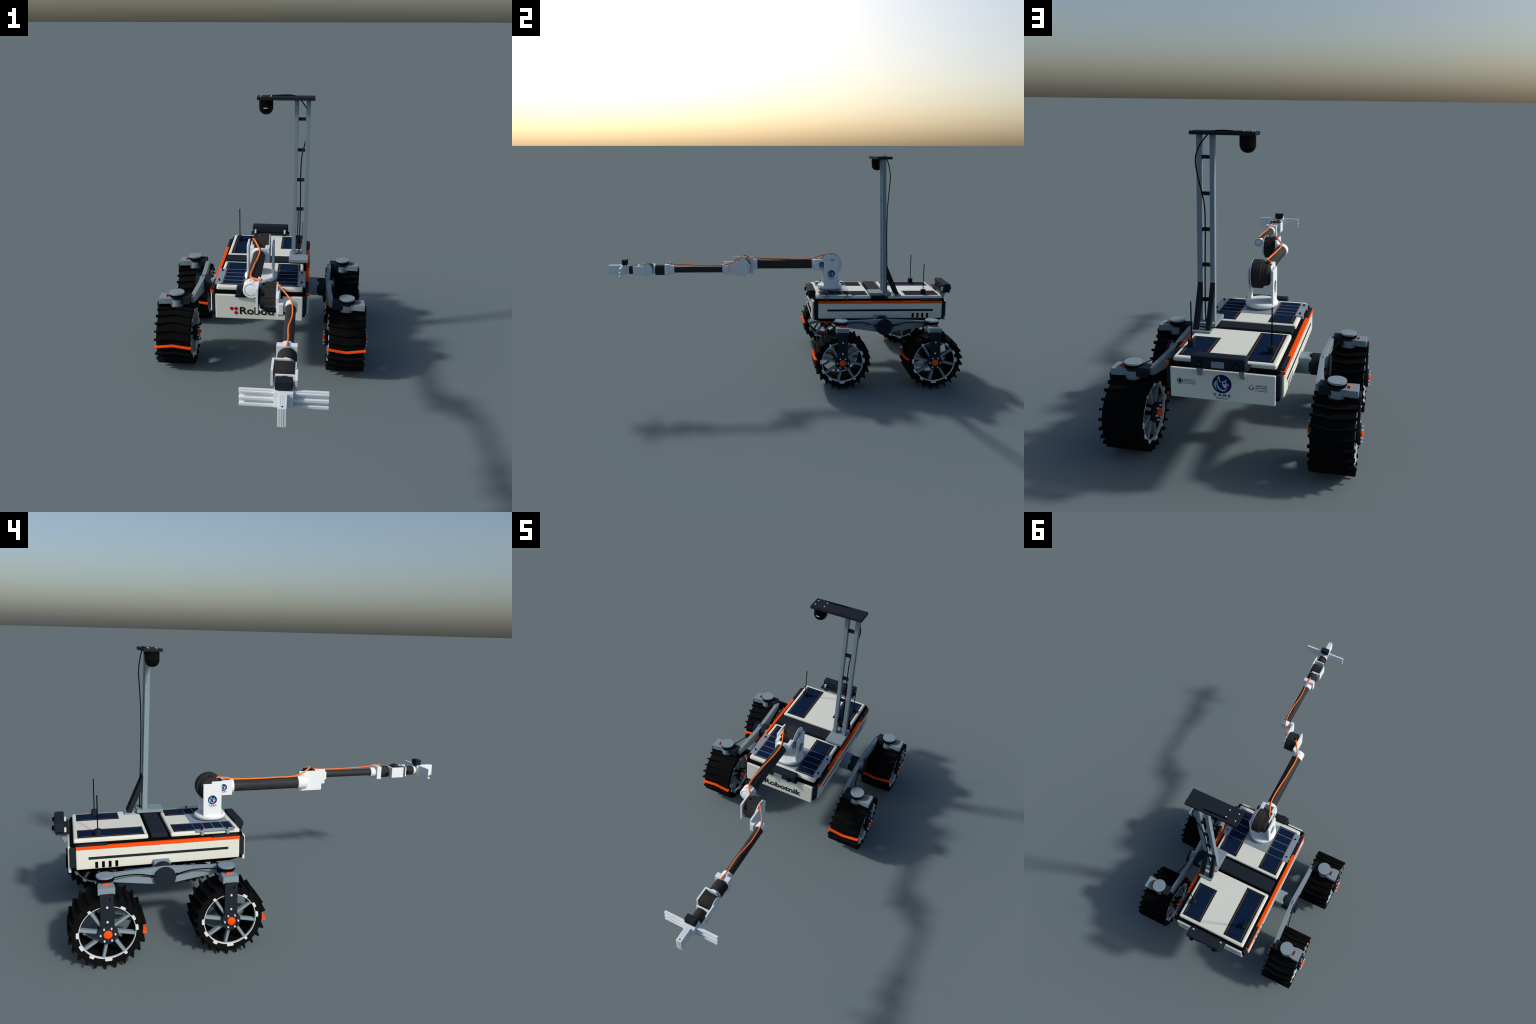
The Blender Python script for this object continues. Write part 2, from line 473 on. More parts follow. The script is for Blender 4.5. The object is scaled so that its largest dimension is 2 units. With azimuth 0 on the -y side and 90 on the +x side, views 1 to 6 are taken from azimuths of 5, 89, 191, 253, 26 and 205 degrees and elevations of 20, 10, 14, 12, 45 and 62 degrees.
def body_marks():
    fy = 0.1637
    R, U = (1, 0, 0), (0, 0, 1)
    for x, z in ((-0.1219, 0.3520), (-0.1021, 0.3522), (-0.1022, 0.3322)):
        lathe("logo_dot", RED, BODY, 'y', (x, fy, z), [(0.0082, 0.0), (0.0081, -0.0012), (0.0062, -0.0026), (0.003, -0.0033), (0, -0.0035)], 24)
    lettering("Robotnik", INK, BODY, (0, fy + 0.0003, 0), R, U, -0.0848, 0.1305, 0.3253, 0.3608, 0.0022, bold=0.016)
    ry = 0.9369
    R, U = (-1, 0, 0), (0, 0, 1)
    emblem(BODY, (0.0008, ry, 0.3685), R, U, 0.0358)
    # university seal: ring of blocks around a dark shield
    F = frame((0.1575, ry, 0.3663), R, U)
    seal = []
    for k in range(12):
        a = 2 * PI * k / 12
        a2 = a + 2 * PI / 12 * 0.62
        seal.append([(r * math.cos(t), r * math.sin(t)) for r, t in ((0.0080, a), (0.0112, a), (0.0112, (a + a2) / 2), (0.0112, a2), (0.0080, a2), (0.0080, (a + a2) / 2))])
    for k in range(40):
        a, a2 = 2 * PI * k / 40, 2 * PI * (k + 1) / 40
        seal.append([(r * math.cos(t), r * math.sin(t)) for r, t in ((0.0110, a), (0.0118, a), (0.0118, a2), (0.0110, a2))])
    seal.append(smooth2d([(-0.0050, 0.0045), (0, 0.0062), (0.0050, 0.0045), (0.0046, -0.002), (0, -0.0066), (-0.0046, -0.002)], 3))
    finish(flat_shapes(seal, 0, 0.0005), "seal_mark", INK, BODY, M=F, weighted=False)
    for i, t in enumerate(("UNIVERSITAT", "POLITÈCNICA", "DE VALÈNCIA")):
        zt = 0.3752 - 0.0067 * i
        top = zt + (0.0012 if "È" in t else 0)
        lettering(t, INK, BODY, (0, ry, 0), R, U, -0.1437, -0.0981, zt - 0.0052, top, 0.0005)
    # red peaked ring mark with the words beside it
    F = frame((-0.1073, ry, 0.3667), R, U)
    sp = [(q.x, q.y) for q in spline([(-0.0072, -0.0020, 0), (-0.0052, 0.0042, 0), (0, 0.0090, 0), (0.0052, 0.0042, 0), (0.0072, -0.0020, 0)], 6)]
    peak = arc_band(sp, [0.0016] * len(sp))
    sp = [(q.x, q.y) for q in spline([(-0.0084, 0.0010, 0), (-0.0080, -0.0036, 0), (-0.0040, -0.0068, 0), (0, -0.0066, 0), (0.0040, -0.0068, 0), (0.0080, -0.0036, 0), (0.0084, 0.0010, 0)], 6)]
    cup = arc_band(sp, [0.0022 + 0.0018 * math.sin(PI * i / (len(sp) - 1)) for i in range(len(sp))])
    finish(flat_shapes([peak], 0, 0.0005), "peak_mark", RED, BODY, M=F, weighted=False)
    finish(flat_shapes([cup], 0, 0.0006), "peak_mark", RED, BODY, M=F, weighted=False)
    lettering("GENERACIÓN", INK, BODY, (0, ry, 0), R, U, 0.1230, 0.1648, 0.3717, 0.3789, 0.0005, bold=0.012)
    lettering("ESPONTÁNEA", INK, BODY, (0, ry, 0), R, U, 0.1230, 0.1652, 0.3634, 0.3706, 0.0005, bold=0.012)
    box("rule_mark", INK, BODY, -0.1658, -0.1226, ry, ry + 0.0005, 0.3594, 0.3598, r=0)
    lettering("UPV", INK, BODY, (0, ry, 0), R, U, 0.1222, 0.1290, 0.3537, 0.3567, 0.0005, bold=0.02)
    # illegible small print: a run of short strokes
    x = 0.1305
    i = 0
    while x < 0.1665:
        w = (0.0016, 0.0011, 0.0019, 0.0013)[i % 4]
        box("small_print", INK, BODY, -x, -x - w, ry, ry + 0.0005, 0.3539 + 0.0003 * (i % 2), 0.3564, r=0)
        x += w + (0.0005 if i % 6 else 0.0012)
        i += 1

body_marks()

# ------------------------------------------------------------------ solar panels
def solar(side, y0, y1, c0, ncell, inset):
    """Panel slab with a row of cells and two copper busbars along it."""
    s = side
    p = box("solar_panel", CELLD, ROVER, s * 0.0703, s * 0.1775, y0, y1, 0.4472, 0.4490, r=0.0003)
    box("panel_clip", BLACK, p, s * 0.0690, s * 0.1795, y0 - 0.0012 if inset < 0 else y1 - 0.001, y0 + 0.001 if inset < 0 else y1 + 0.0012, 0.4472, 0.4482, r=0)
    P = 0.04385
    for i in range(ncell):
        box("solar_cell", CELL, p, s * 0.0775, s * 0.1705, c0 + P * i + 0.0005, c0 + P * (i + 1) - 0.0005, 0.4485, 0.4494, r=0)
    for i in range(1, ncell):
        box("cell_joint", JOINT, p, s * 0.0800, s * 0.1668, c0 + P * i - 0.0007, c0 + P * i + 0.0007, 0.4488, 0.4495, r=0)
    for x in (0.0790, 0.1680):
        box("busbar", COPPER, p, s * x - 0.0009, s * x + 0.0009, c0 + 0.004, c0 + P * ncell - 0.0035, 0.4490, 0.4497, r=0)
    return p

solar(-1, 0.6152, 0.8952, 0.6242, 6, -1)
solar(1, 0.7032, 0.8952, 0.7110, 4, -1)
solar(-1, 0.2080, 0.4845, 0.2118, 6, 1)
solar(1, 0.2080, 0.4845, 0.2118, 6, 1)

# satin plate that carries the arm; thin bars cross the cells
def arm_plate():
    p = box("arm_plate", PLATE, ROVER, -0.0735, 0.0735, 0.2140, 0.3905, 0.4479, 0.4502, r=0.0004)
    for s in (1, -1):
        box("plate_wing", PLATE, p, s * 0.1705, s * 0.2035, 0.2140, 0.3912, 0.4489, 0.4506, r=0.0004)
        box("plate_wing", PLATE, p, s * 0.1700, s * 0.2030, 0.3495, 0.3905, 0.4503, 0.4513, r=0.0003)
        for y, w in ((0.2140, 0.0018), (0.2565, 0.0019), (0.3003, 0.0017), (0.3444, 0.0019), (0.3888, 0.0013)):
            box("cell_bar", PLATE, p, s * 0.0720, s * 0.1720, y - w / 2, y + w / 2, 0.4490, 0.4503, r=0.0002)
        for y in (0.2468, 0.3630):
            cyl("plate_peg", BLACK, p, 'z', (s * 0.1872, y, 0.450), 0.0040, -0.001, 0.0082, b=0.0006, seg=16)
            box("plate_slit", BLACK, p, s * 0.1810, s * 0.1872, y - 0.0006, y + 0.0006, 0.4500, 0.4516, r=0)
            cyl("plate_leg", PLATE, p, 'z', (s * 0.1965, y, 0.430), 0.0082, -0.0015, 0.0192, b=0.001, seg=24)
    return p

arm_plate()

# ------------------------------------------------------------------ stereo cameras
def stereo(M):
    """Twin-lens bar on a shelf (built at the rear, facing +y)."""
    c = box("stereo_camera", NAVY, ROVER, -0.0985, 0.0985, 0.9480, 0.9898, 0.4505, 0.4925, r=0.006, seg=4, M=M)
    box("camera_shelf", NAVY, c, -0.1055, 0.1055, 0.9283, 0.9840, 0.4442, 0.4500, r=0.0008, M=M)
    for x in (-0.066, 0.066):
        lathe("lens_barrel", BLACK, c, 'y', (x, 0.9898, 0.4650), [(0.0108, -0.002), (0.0108, 0.0083), (0.0100, 0.0092), (0.0092, 0.0092), (0.0090, 0.0070), (0, 0.0070)], 32, M=M)
        lathe("lens", GLASS, c, 'y', (x, 0.9898, 0.4650), [(0.0089, 0.0066), (0.0080, 0.0076), (0.0045, 0.0084), (0, 0.0087)], 32, M=M)
    box("sensor_window", GREY, c, -0.0232, 0.0232, 0.9880, 0.9912, 0.4530, 0.4765, r=0.0006, M=M)
    for x in (-0.0812, 0.0812):
        cyl("mount_pin", LIGHT, c, 'z', (x, 0.9448, 0.4495), 0.0058, -0.001, 0.0198, b=0.0008, seg=20, M=M)
    return c

cam = stereo(Matrix.Identity(4))
for x in (-0.0778, 0.0778):
    prism("shelf_strut", GREY, cam, 'yz', [(0.9395, 0.4442), (0.9668, 0.4442), (0.9520, 0.4095), (0.9460, 0.3985), (0.9365, 0.3985), (0.9365, 0.4442)], x - 0.0095, x + 0.0095, r=0.001)
front_M = Matrix.Translation((0, 1.1375, -0.0330)) @ Matrix.Rotation(PI, 4, 'Z')
stereo(front_M)

# ------------------------------------------------------------------ antennas
for s in (1, -1):
    a = cyl("antenna", NAVY, ROVER, 'z', (s * 0.1543, 0.8103, 0.449), 0.0144, -0.001, 0.0272, b=0.002, seg=32)
    cyl("antenna_rod", BLACK, a, 'z', (s * 0.1543, 0.8103, 0.449), 0.0025, 0.02, 0.1770, b=0.0005, seg=12)

# ------------------------------------------------------------------ mast
def build_mast():
    base = box("mast_base", GREY, ROVER, 0.1200, 0.2135, 0.4878, 0.6135, 0.4545, 0.4702, r=0.002)
    # each post leans a little forward toward the top
    yb, yt, z0, z1 = 0.5750, 0.5505, 0.468, 1.2245
    lean = lambda z: yb + (yt - yb) * (z - z0) / (z1 - z0)
    for x0, x1 in ((0.1305, 0.1497), (0.1838, 0.2038)):
        bm = bm_box(x0, x1, -0.0115, 0.0115, z0, z1)
        for v in bm.verts:
            v.co.y += lean(v.co.z)
        bevel(bm, 0.0012, 2)
        finish(bm, "mast_post", GREY, base)
    for z in (1.1365, 0.9935, 0.8500, 0.7050, 0.5590):
        y = lean(z)
        box("mast_rung", NAVY, base, 0.1480, 0.1855, y - 0.0065, y + 0.0065, z - 0.0070, z + 0.0070, r=0.001)
    foot = box("brace_foot", GREY, base, 0.1255, 0.2030, 0.6310, 0.6708, 0.4462, 0.4562, r=0.0012)
    for x in (0.1392, 0.1910):
        pts = [(0.6385, 0.454), (0.6580, 0.454), (0.6580, 0.462), (0.5835, 0.6325), (0.5808, 0.6345), (0.5800, 0.6330), (0.5822, 0.5800)]
        prism("mast_brace", NAVY, base, 'yz', pts, x - 0.0099, x + 0.0099, r=0.0012)
    return base

MAST = build_mast()

def mast_head():
    plate = box("mast_plate", NAVY, ROVER, -0.0400, 0.2228, 0.5085, 0.5925, 1.2232, 1.2375, r=0.0018)
    n = 44
    out = []
    for k in range(n * 2):
        a = PI * k / n
        r = 0.0322 if k % 2 else 0.0310
        out.append((r * math.cos(a), r * math.sin(a)))
    bm = bm_prism(out, 1.1880, 1.2180)
    bmesh.ops.translate(bm, vec=(0, 0.5503, 0), verts=bm.verts)
    finish(bm, "scanner", DOME, plate, smooth=20, weighted=False)
    c = (0, 0.5503, 1.187)
    lathe("scanner_cap", DOME, plate, 'z', c, [(0, 0.0365), (0.0322, 0.0365), (0.0325, 0.030), (0.0305, 0.030), (0.0305, 0.0), (0.0326, 0.0008), (0.0326, -0.0030),
                                               (0.0310, -0.0100), (0.0278, -0.0170), (0.0230, -0.0232), (0.0165, -0.0280), (0.0085, -0.0308), (0, -0.0315)], 56)
    box("scanner_bright_strip", STEEL, plate, -0.0095, 0.0078, 0.5170, 0.5184, 1.1855, 1.1890, r=0.0003)
    cyl("cable_gland", BLACK, plate, 'y', (0, 0.5503, 1.2155), 0.0034, 0.030, 0.0375, seg=16)
    for x in (-0.0233, 0.0233):
        for y in (0.5322, 0.5690):
            cyl("plate_bolt", STEEL, plate, 'z', (x - 0.0005, y, 1.2372), 0.0030, -0.001, 0.0026, b=0.0008, seg=16)
    cable("mast_cable", CABLEB, MAST, [(0.013, 0.5766, 1.2378), (0.045, 0.5775, 1.2384), (0.078, 0.5783, 1.2402), (0.110, 0.5793, 1.2398), (0.1353, 0.580, 1.2362)], 0.0027)
    cable("mast_cable", CABLEB, MAST, [(0.150, 0.5740, 1.2260), (0.166, 0.5785, 1.2075), (0.1855, 0.5828, 1.1785), (0.1975, 0.5862, 1.1450), (0.1993, 0.5878, 1.1150),
                                       (0.1915, 0.5862, 1.0632), (0.1775, 0.5850, 1.0030), (0.1668, 0.5845, 0.9437), (0.1655, 0.5845, 0.8517), (0.1670, 0.5870, 0.7473),
                                       (0.1678, 0.5910, 0.6408), (0.1676, 0.5945, 0.540), (0.1660, 0.5955, 0.4700)], 0.0026)

mast_head()

# ------------------------------------------------------------------ rocker suspension
def build_rocker(M):
    """Right-hand side; the left is the same turned half round."""
    Y = YC
    pts = [(-0.246, 0.3075), (-0.150, 0.2917), (-0.040, 0.2735), (0.040, 0.2735), (0.150, 0.2917), (0.246, 0.3075),
           (0.246, 0.3375), (0.012, 0.3432), (-0.012, 0.3432), (-0.246, 0.3375)]
    bm = bm_prism([(Y + y, z) for y, z in pts], -0.0103, 0.0103)
    bmesh.ops.transform(bm, matrix=FR['yz'], verts=bm.verts)
    bmesh.ops.recalc_face_normals(bm, faces=bm.faces)
    me = bpy.data.meshes.new("beam"); bm.to_mesh(me); bm.free()
    beam = bpy.data.objects.new("beam_blank", me)
    bpy.context.collection.objects.link(beam)
    cutters = []
    for s in (-1, 1):
        # long thin wedge opening toward the pivot
        cb = bm_prism([(Y + s * 0.1100, 0.3128), (Y + s * 0.0500, 0.3138), (Y + s * 0.0490, 0.3025)], -0.05, 0.05)
        bmesh.ops.transform(cb, matrix=FR['yz'], verts=cb.verts)
        bmesh.ops.recalc_face_normals(cb, faces=cb.faces)
        cm = bpy.data.meshes.new("cut"); cb.to_mesh(cm); cb.free()
        co = bpy.data.objects.new("cutter", cm)
        bpy.context.collection.objects.link(co)
        md = beam.modifiers.new("slot", 'BOOLEAN'); md.object = co; md.operation = 'DIFFERENCE'; md.solver = 'EXACT'
        cutters.append(co)
    bpy.context.view_layer.update()
    dg = bpy.context.evaluated_depsgraph_get()
    me = bpy.data.meshes.new_from_object(beam.evaluated_get(dg))
    for o in cutters + [beam]:
        bpy.data.objects.remove(o)
    bm = bmesh.new(); bm.from_mesh(me); bpy.data.meshes.remove(me)
    for y in (Y - 0.010, Y + 0.010):
        bmesh.ops.bisect_plane(bm, geom=bm.verts[:] + bm.edges[:] + bm.faces[:], plane_co=(0, y, 0), plane_no=(0, 1, 0))
    # the ends are cranked outward
    for v in bm.verts:
        v.co.x += 0.3138 + 0.0140 * max(abs(v.co.y - Y) - 0.010, 0) / 0.236
    bevel(bm, 0.0014, 2, 50)
    rk = finish(bm, "rocker_beam", GREY, ROVER, M=M, smooth=35)
    box("axle_box", GREY, rk, 0.200, 0.2715, Y - 0.0362, Y + 0.0362, 0.2745, 0.3440, r=0.006, seg=3, M=M)
    lathe("pivot_drum", NAVY, rk, 'x', (0.0, Y, 0.307), [(0, 0.2625), (0.040, 0.2625), (0.0418, 0.2640), (0.0418, 0.2690), (0.0440, 0.2695), (0.0448, 0.2715),
                                                        (0.0448, 0.3010), (0.0435, 0.3035), (0, 0.3035)], 56, M=M)
    cyl("pivot_shim", LIGHT, rk, 'x', (0.0, Y, 0.3072), 0.0335, 0.255, 0.268, b=0.004, seg=40, M=M)
    lathe("pivot_boss", GREY, rk, 'x', (0.0, Y, 0.307), [(0, 0.318), (0.041, 0.318), (0.0375, 0.3225), (0.0352, 0.328), (0.0345, 0.3345), (0.0345, 0.341), (0, 0.341)], 48, M=M)
    cyl("pivot_cover", NAVY, rk, 'x', (0.0, Y, 0.307), 0.0452, 0.3385, 0.3478, b=0.001, seg=64, M=M)
    for s in (-1, 1):
        cable("rocker_cable", CABLEB, rk, [(0.3285, Y + s * 0.034, 0.306), (0.3345, Y + s * 0.048, 0.3125), (0.3405, Y + s * 0.085, 0.3245), (0.3475, Y + s * 0.122, 0.3320),
                                           (0.3575, Y + s * 0.168, 0.3358), (0.3680, Y + s * 0.200, 0.3365), (0.3800, Y + s * 0.226, 0.3368)], 0.0024, M=M)
        box("cable_clip", BLACK, rk, 0.3255, 0.3375, Y + s * 0.0500, Y + s * 0.0560, 0.3080, 0.3165, r=0.001, M=M)
    return rk

I4 = Matrix.Identity(4)
build_rocker(I4)
build_rocker(turn(1))

# ------------------------------------------------------------------ steering units and wheels
def steering_proto(M, parent=None):
    """Swivel head and fork leg over one wheel; local origin on the steering axis at ground."""
    h = cyl("steering_head", GREY, ROVER, 'z', (0, 0, 0), 0.0358, 0.3543, 0.3625, b=0.0012, seg=56, M=M)
    lathe("steering_ring", BLACK, h, 'z', (0, 0, 0), [(0, 0.3548), (0.0350, 0.3548), (0.0364, 0.3540), (0.0364, 0.3455), (0.0350, 0.3445), (0, 0.3445)], 56, M=M)
    lathe("steering_collar", NAVY, h, 'z', (0, 0, 0), [(0, 0.345), (0.0340, 0.345), (0.0336, 0.3395), (0.0318, 0.3345), (0.0316, 0.3300), (0, 0.3300)], 48, M=M)
    # bracket block toward the beam
    box("steering_bracket", NAVY, h, -0.0655, -0.018, -0.0255, 0.0255, 0.3078, 0.3462, r=0.003, M=M)
    # cup blending into the outrigger block
    lathe("steering_cup", GREY, h, 'z', (0, 0, 0), [(0, 0.3315), (0.0300, 0.3315), (0.0312, 0.3300), (0.0312, 0.3120), (0.0320, 0.2960), (0.0306, 0.2925), (0.0288, 0.2910), (0, 0.2910)], 48, M=M)
    pts = [(0.0800, -0.0330), (0.0812, -0.0318), (0.0812, 0.0318), (0.0800, 0.0330), (0.050, 0.0325), (0.034, 0.0290), (0.018, 0.0275), (0.0, 0.0290), (0.0, -0.0290), (0.018, -0.0275), (0.034, -0.0290), (0.050, -0.0325)]
    prism("outrigger", GREY, h, 'xy', pts, 0.3108, 0.3380, r=0.0035, seg=3, M=M)
    box("marker_tab", ORANGE, h, 0.0470, 0.0500, -0.0125, 0.0125, 0.3365, 0.3462, r=0.0006, M=M)
    box("fork_leg", NAVY, h, 0.0802, 0.0905, -0.0266, 0.0266, 0.150, 0.3150, r=0.001, M=M)
    box("fork_slot", BLACK, h, 0.0900, 0.0908, 0.0082, 0.0138, 0.2910, 0.3012, r=0.0, M=M)
    for z in (0.2633, 0.2024):
        cyl("fork_bolt", STEEL, h, 'x', (0, 0, z), 0.0047, 0.0895, 0.0935, b=0.0012, seg=20, M=M)
    return h

def wheel_frame(px, py):
    if px > 0:
        return Matrix.Translation((px, py, 0))
    return Matrix.Translation((px, py, 0)) @ Matrix.Rotation(PI, 4, 'Z')

def bm_lug():
    """V-shaped tread bar centred on angle 0 at its ends, apex leading by the chevron angle."""
    bm = bmesh.new()
    half, apex = 0.0855, math.radians(4.6)
    xs = [-half, -half * 0.66, -half * 0.33, 0, half * 0.33, half * 0.66, half]
    rings = []
    for x in xs:
        a = apex * (1 - abs(x) / half)
        c, s = math.cos(a), math.sin(a)
        ring = []
        for r, w in ((0.1365, -0.0046), (0.1482, -0.0039), (WR - 0.0008, -0.0036), (WR, -0.0027), (WR, 0.0027), (WR - 0.0008, 0.0036), (0.1482, 0.0039), (0.1365, 0.0046)):
            ring.append(bm.verts.new((x, r * c - w * s, r * s + w * c)))
        rings.append(ring)
    n = len(rings[0])
    for p, q in zip(rings, rings[1:]):
        for k in range(n):
            j = (k + 1) % n
            bm.faces.new((p[k], p[j], q[j], q[k]))
    bm.faces.new(rings[0]); bm.faces.new(rings[-1])
    return bm

def bm_spoke(sgn):
    """Flat spoke from hub to rim, slanted against the radius."""
    a0, a1 = math.radians(-3.0), math.radians(-10.0)
    p0 = Vector((0, 0.034 * math.cos(a0), 0.034 * math.sin(a0)))
    p1 = Vector((0, 0.1098 * math.cos(a1), 0.1098 * math.sin(a1)))
    t = (p1 - p0).normalized()
    nrm = Vector((0, -t.z, t.y))
    bm = bm_box(-0.0125, 0.0125, -0.5, 0.5, -0.0062, 0.0062)
    L = (p1 - p0).length
    mid = (p0 + p1) / 2
    for v in bm.verts:
        v.co = Vector((v.co.x + sgn * 0.0645, 0, 0)) + mid + t * (v.co.y * L) + nrm * v.co.z
    le = [e for e in bm.edges if abs((e.verts[0].co - e.verts[1].co).dot(t)) > 0.02]
    bmesh.ops.bevel(bm, geom=le, offset=0.0042, segments=3, profile=0.5, affect='EDGES')
    return bm

def build_wheels():
    protos = {}
    spots = [(TX, YC - WB), (TX, YC + WB), (-TX, YC - WB), (-TX, YC + WB)]
    for px, py in spots:
        M = wheel_frame(px, py)
        # steering
        if "steer" not in protos:
            h = steering_proto(M)
            protos["steer"] = (h, M, [o for o in bpy.data.objects if o.parent == h])
        else:
            h0, M0, kids = protos["steer"]
            D = M @ M0.inverted()
            h = repeat(h0, "steering_head", D, ROVER)
            for k in kids:
                repeat(k, k.name.split(".")[0], D, h)
        H = M @ Matrix.Translation((0, 0, WR))
        spin = Matrix.Rotation(math.radians(0.8 if px < 0 else 0.0), 4, 'X')
        if "tyre" not in protos:
            w2 = 0.0795
            ty = lathe("wheel", RUBBER, ROVER, 'x', (0, 0, 0), [(0.1095, -0.070), (0.1105, -w2 + 0.001), (0.1120, -w2), (0.1330, -w2), (0.1372, -w2 + 0.0015), (0.1390, -w2 + 0.006),
                        (0.1400, -0.03), (0.1400, 0.03), (0.1390, w2 - 0.006), (0.1372, w2 - 0.0015), (0.1330, w2), (0.1120, w2), (0.1105, w2 - 0.001), (0.1095, 0.070)], 96, M=H, closed=True)
            kids = []
            for s in (-1, 1):
                prof = [(0.1110, 0.0690), (0.1110, 0.0802), (0.1088, 0.0802), (0.1080, 0.0792), (0.1080, 0.0690)]
                kids.append(lathe("rim", LIGHT, ty, 'x', (0, 0, 0), [(r, s * h) for r, h in prof], 72, M=H, closed=True))
                tabs = []
                for a, w in ((5, 12), (27, 11), (57, 11), (88, 10), (125, 6), (179, 12), (207, 12), (236, 10), (270, 14), (306, 6)):
                    a = a if s > 0 else 180 - a
                    a0, a1 = math.radians(a - w / 2), math.radians(a + w / 2)
                    b = bmesh.new()
                    ring = []
                    for x in (0.0785, 0.0822):
                        ring.append([b.verts.new((s * x, r * math.cos(t), r * math.sin(t))) for r, t in
                                     ((0.1100, a0), (0.1178, a0), (0.1206, a0 + (a1 - a0) * 0.14), (0.1206, a1 - (a1 - a0) * 0.14), (0.1178, a1), (0.1100, a1))])
                    b.faces.new(ring[0]); b.faces.new(ring[1])
                    for k in range(6):
                        j = (k + 1) % 6
                        b.faces.new((ring[0][k], ring[0][j], ring[1][j], ring[1][k]))
                    kids.append(finish(b, "rim_tab", LIGHT, ty, M=H, weighted=False))
                for k in range(8):
                    R = Matrix.Rotation(2 * PI * k / 8, 4, 'X')
                    if k == 0:
                        sp = finish(bm_spoke(s), "spoke", GREY, ty, M=H)
                        kids.append(sp)
                    else:
                        kids.append(repeat(sp, "spoke", H @ R @ H.inverted(), ty))
                kids.append(lathe("hub_flange", NAVY, ty, 'x', (0, 0, 0), [(0, s * 0.083), (0.0388, s * 0.083), (0.0400, s * 0.0842), (0.0400, s * 0.0943), (0.0390, s * 0.0955), (0, s * 0.0955)], 48, M=H))
                kids.append(lathe("hub_cap", ORANGE, ty, 'x', (0, 0, 0), [(0.0170, s * 0.095), (0.0170, s * 0.1005), (0.0155, s * 0.1026), (0.010, s * 0.1044), (0.005, s * 0.1050), (0, s * 0.1052)], 40, M=H))
                for k in range(6):
                    a = 2 * PI * k / 6
                    kids.append(cyl("hub_bolt", STEEL, ty, 'x', (0, 0.0283 * math.cos(a), 0.0283 * math.sin(a)), 0.0037, s * 0.095, s * 0.1035, b=0.001, seg=16, M=H))
            kids.append(cyl("axle_barrel", BLACK, ty, 'x', (0, 0, 0), 0.0345, -0.084, 0.084, b=0.001, seg=40, M=H))
            protos["tyre"] = (ty, H, kids)
            lug = finish(bm_lug(), "tread_lug", RUBBER, ty, M=H, smooth=45)
            protos["lug"] = (lug, H)
            first = True
        else:
            t0, H0, kids = protos["tyre"]
            D = H @ spin @ H0.inverted()
            ty = repeat(t0, "wheel", D, ROVER)
            for k in kids:
                repeat(k, k.name.split(".")[0], D, ty)
            first = False
        lug, H0 = protos["lug"]
        # lug ends sit on 174.4 degrees (+15 k); the one facing forward is orange
        base = 174.4
        fwd = 0 if px > 0 else 12
        for k in range(24):
            R = Matrix.Rotation(math.radians(base + 15 * k), 4, 'X')
            D = H @ spin @ R @ H0.inverted()
            if k == fwd:
                if "olug" not in protos:
                    me = lug.data.copy()
                    me.materials.clear()
                    me.materials.append(ORANGE)
                    protos["olug"] = me
                o = repeat(lug, "tread_lug", D, ty)
                o.data = protos["olug"]
            elif first and k == 1:
                W = D @ WORLD[lug.name]
                protos["lug_first"] = W
            else:
                repeat(lug, "tread_lug", D, ty)
        if first:
            pend = protos["lug_first"]
    # the prototype lug takes its own seat last, once all copies were placed from it
    lug = protos["lug"][0]
    WORLD[lug.name] = protos["lug_first"]
    lug.matrix_basis = protos["lug_first"]

build_wheels()

# ------------------------------------------------------------------ arm
ZA = 0.600           # height of the arm axis

def tri_holes(parent, axis_x, cy, cz, r, n, a0=0.0, sgn=1, hr=0.0013):
    for k in range(n):
        a = a0 + 2 * PI * k / n
        cyl("screw_hole", BLACK, parent, 'x', (axis_x, cy + r * math.cos(a), cz + r * math.sin(a)), hr, 0, 0.0006 * sgn, b=0.0001, seg=10)

def arm_base():
    b = lathe("arm_turntable", ARMW, ROVER, 'z', (0, 0.2853, 0), [(0, 0.4520), (0.052, 0.4520), (0.0635, 0.4532), (0.0705, 0.4570), (0.0735, 0.4620), (0.0745, 0.4675), (0.0732, 0.4722), (0.0700, 0.4758), (0.0655, 0.4775), (0, 0.4778)], 72)
    cyl("turntable_foot", GREY, b, 'z', (0, 0.2853, 0), 0.055, 0.4490, 0.4535, seg=56)
    for s in (1, -1):
        box("yoke_plate", ARMW, b, s * 0.0512, s * 0.0604, 0.2425, 0.3288, 0.4700, 0.6268, r=0.002, seg=3)
    emblem(b, (-0.0603, 0.2860, 0.5518), (0, -1, 0), (0, 0, 1), 0.0213)
    emblem(b, (0.0603, 0.2858, 0.5518), (0, 1, 0), (0, 0, 1), 0.0213)
    return b

arm_base()

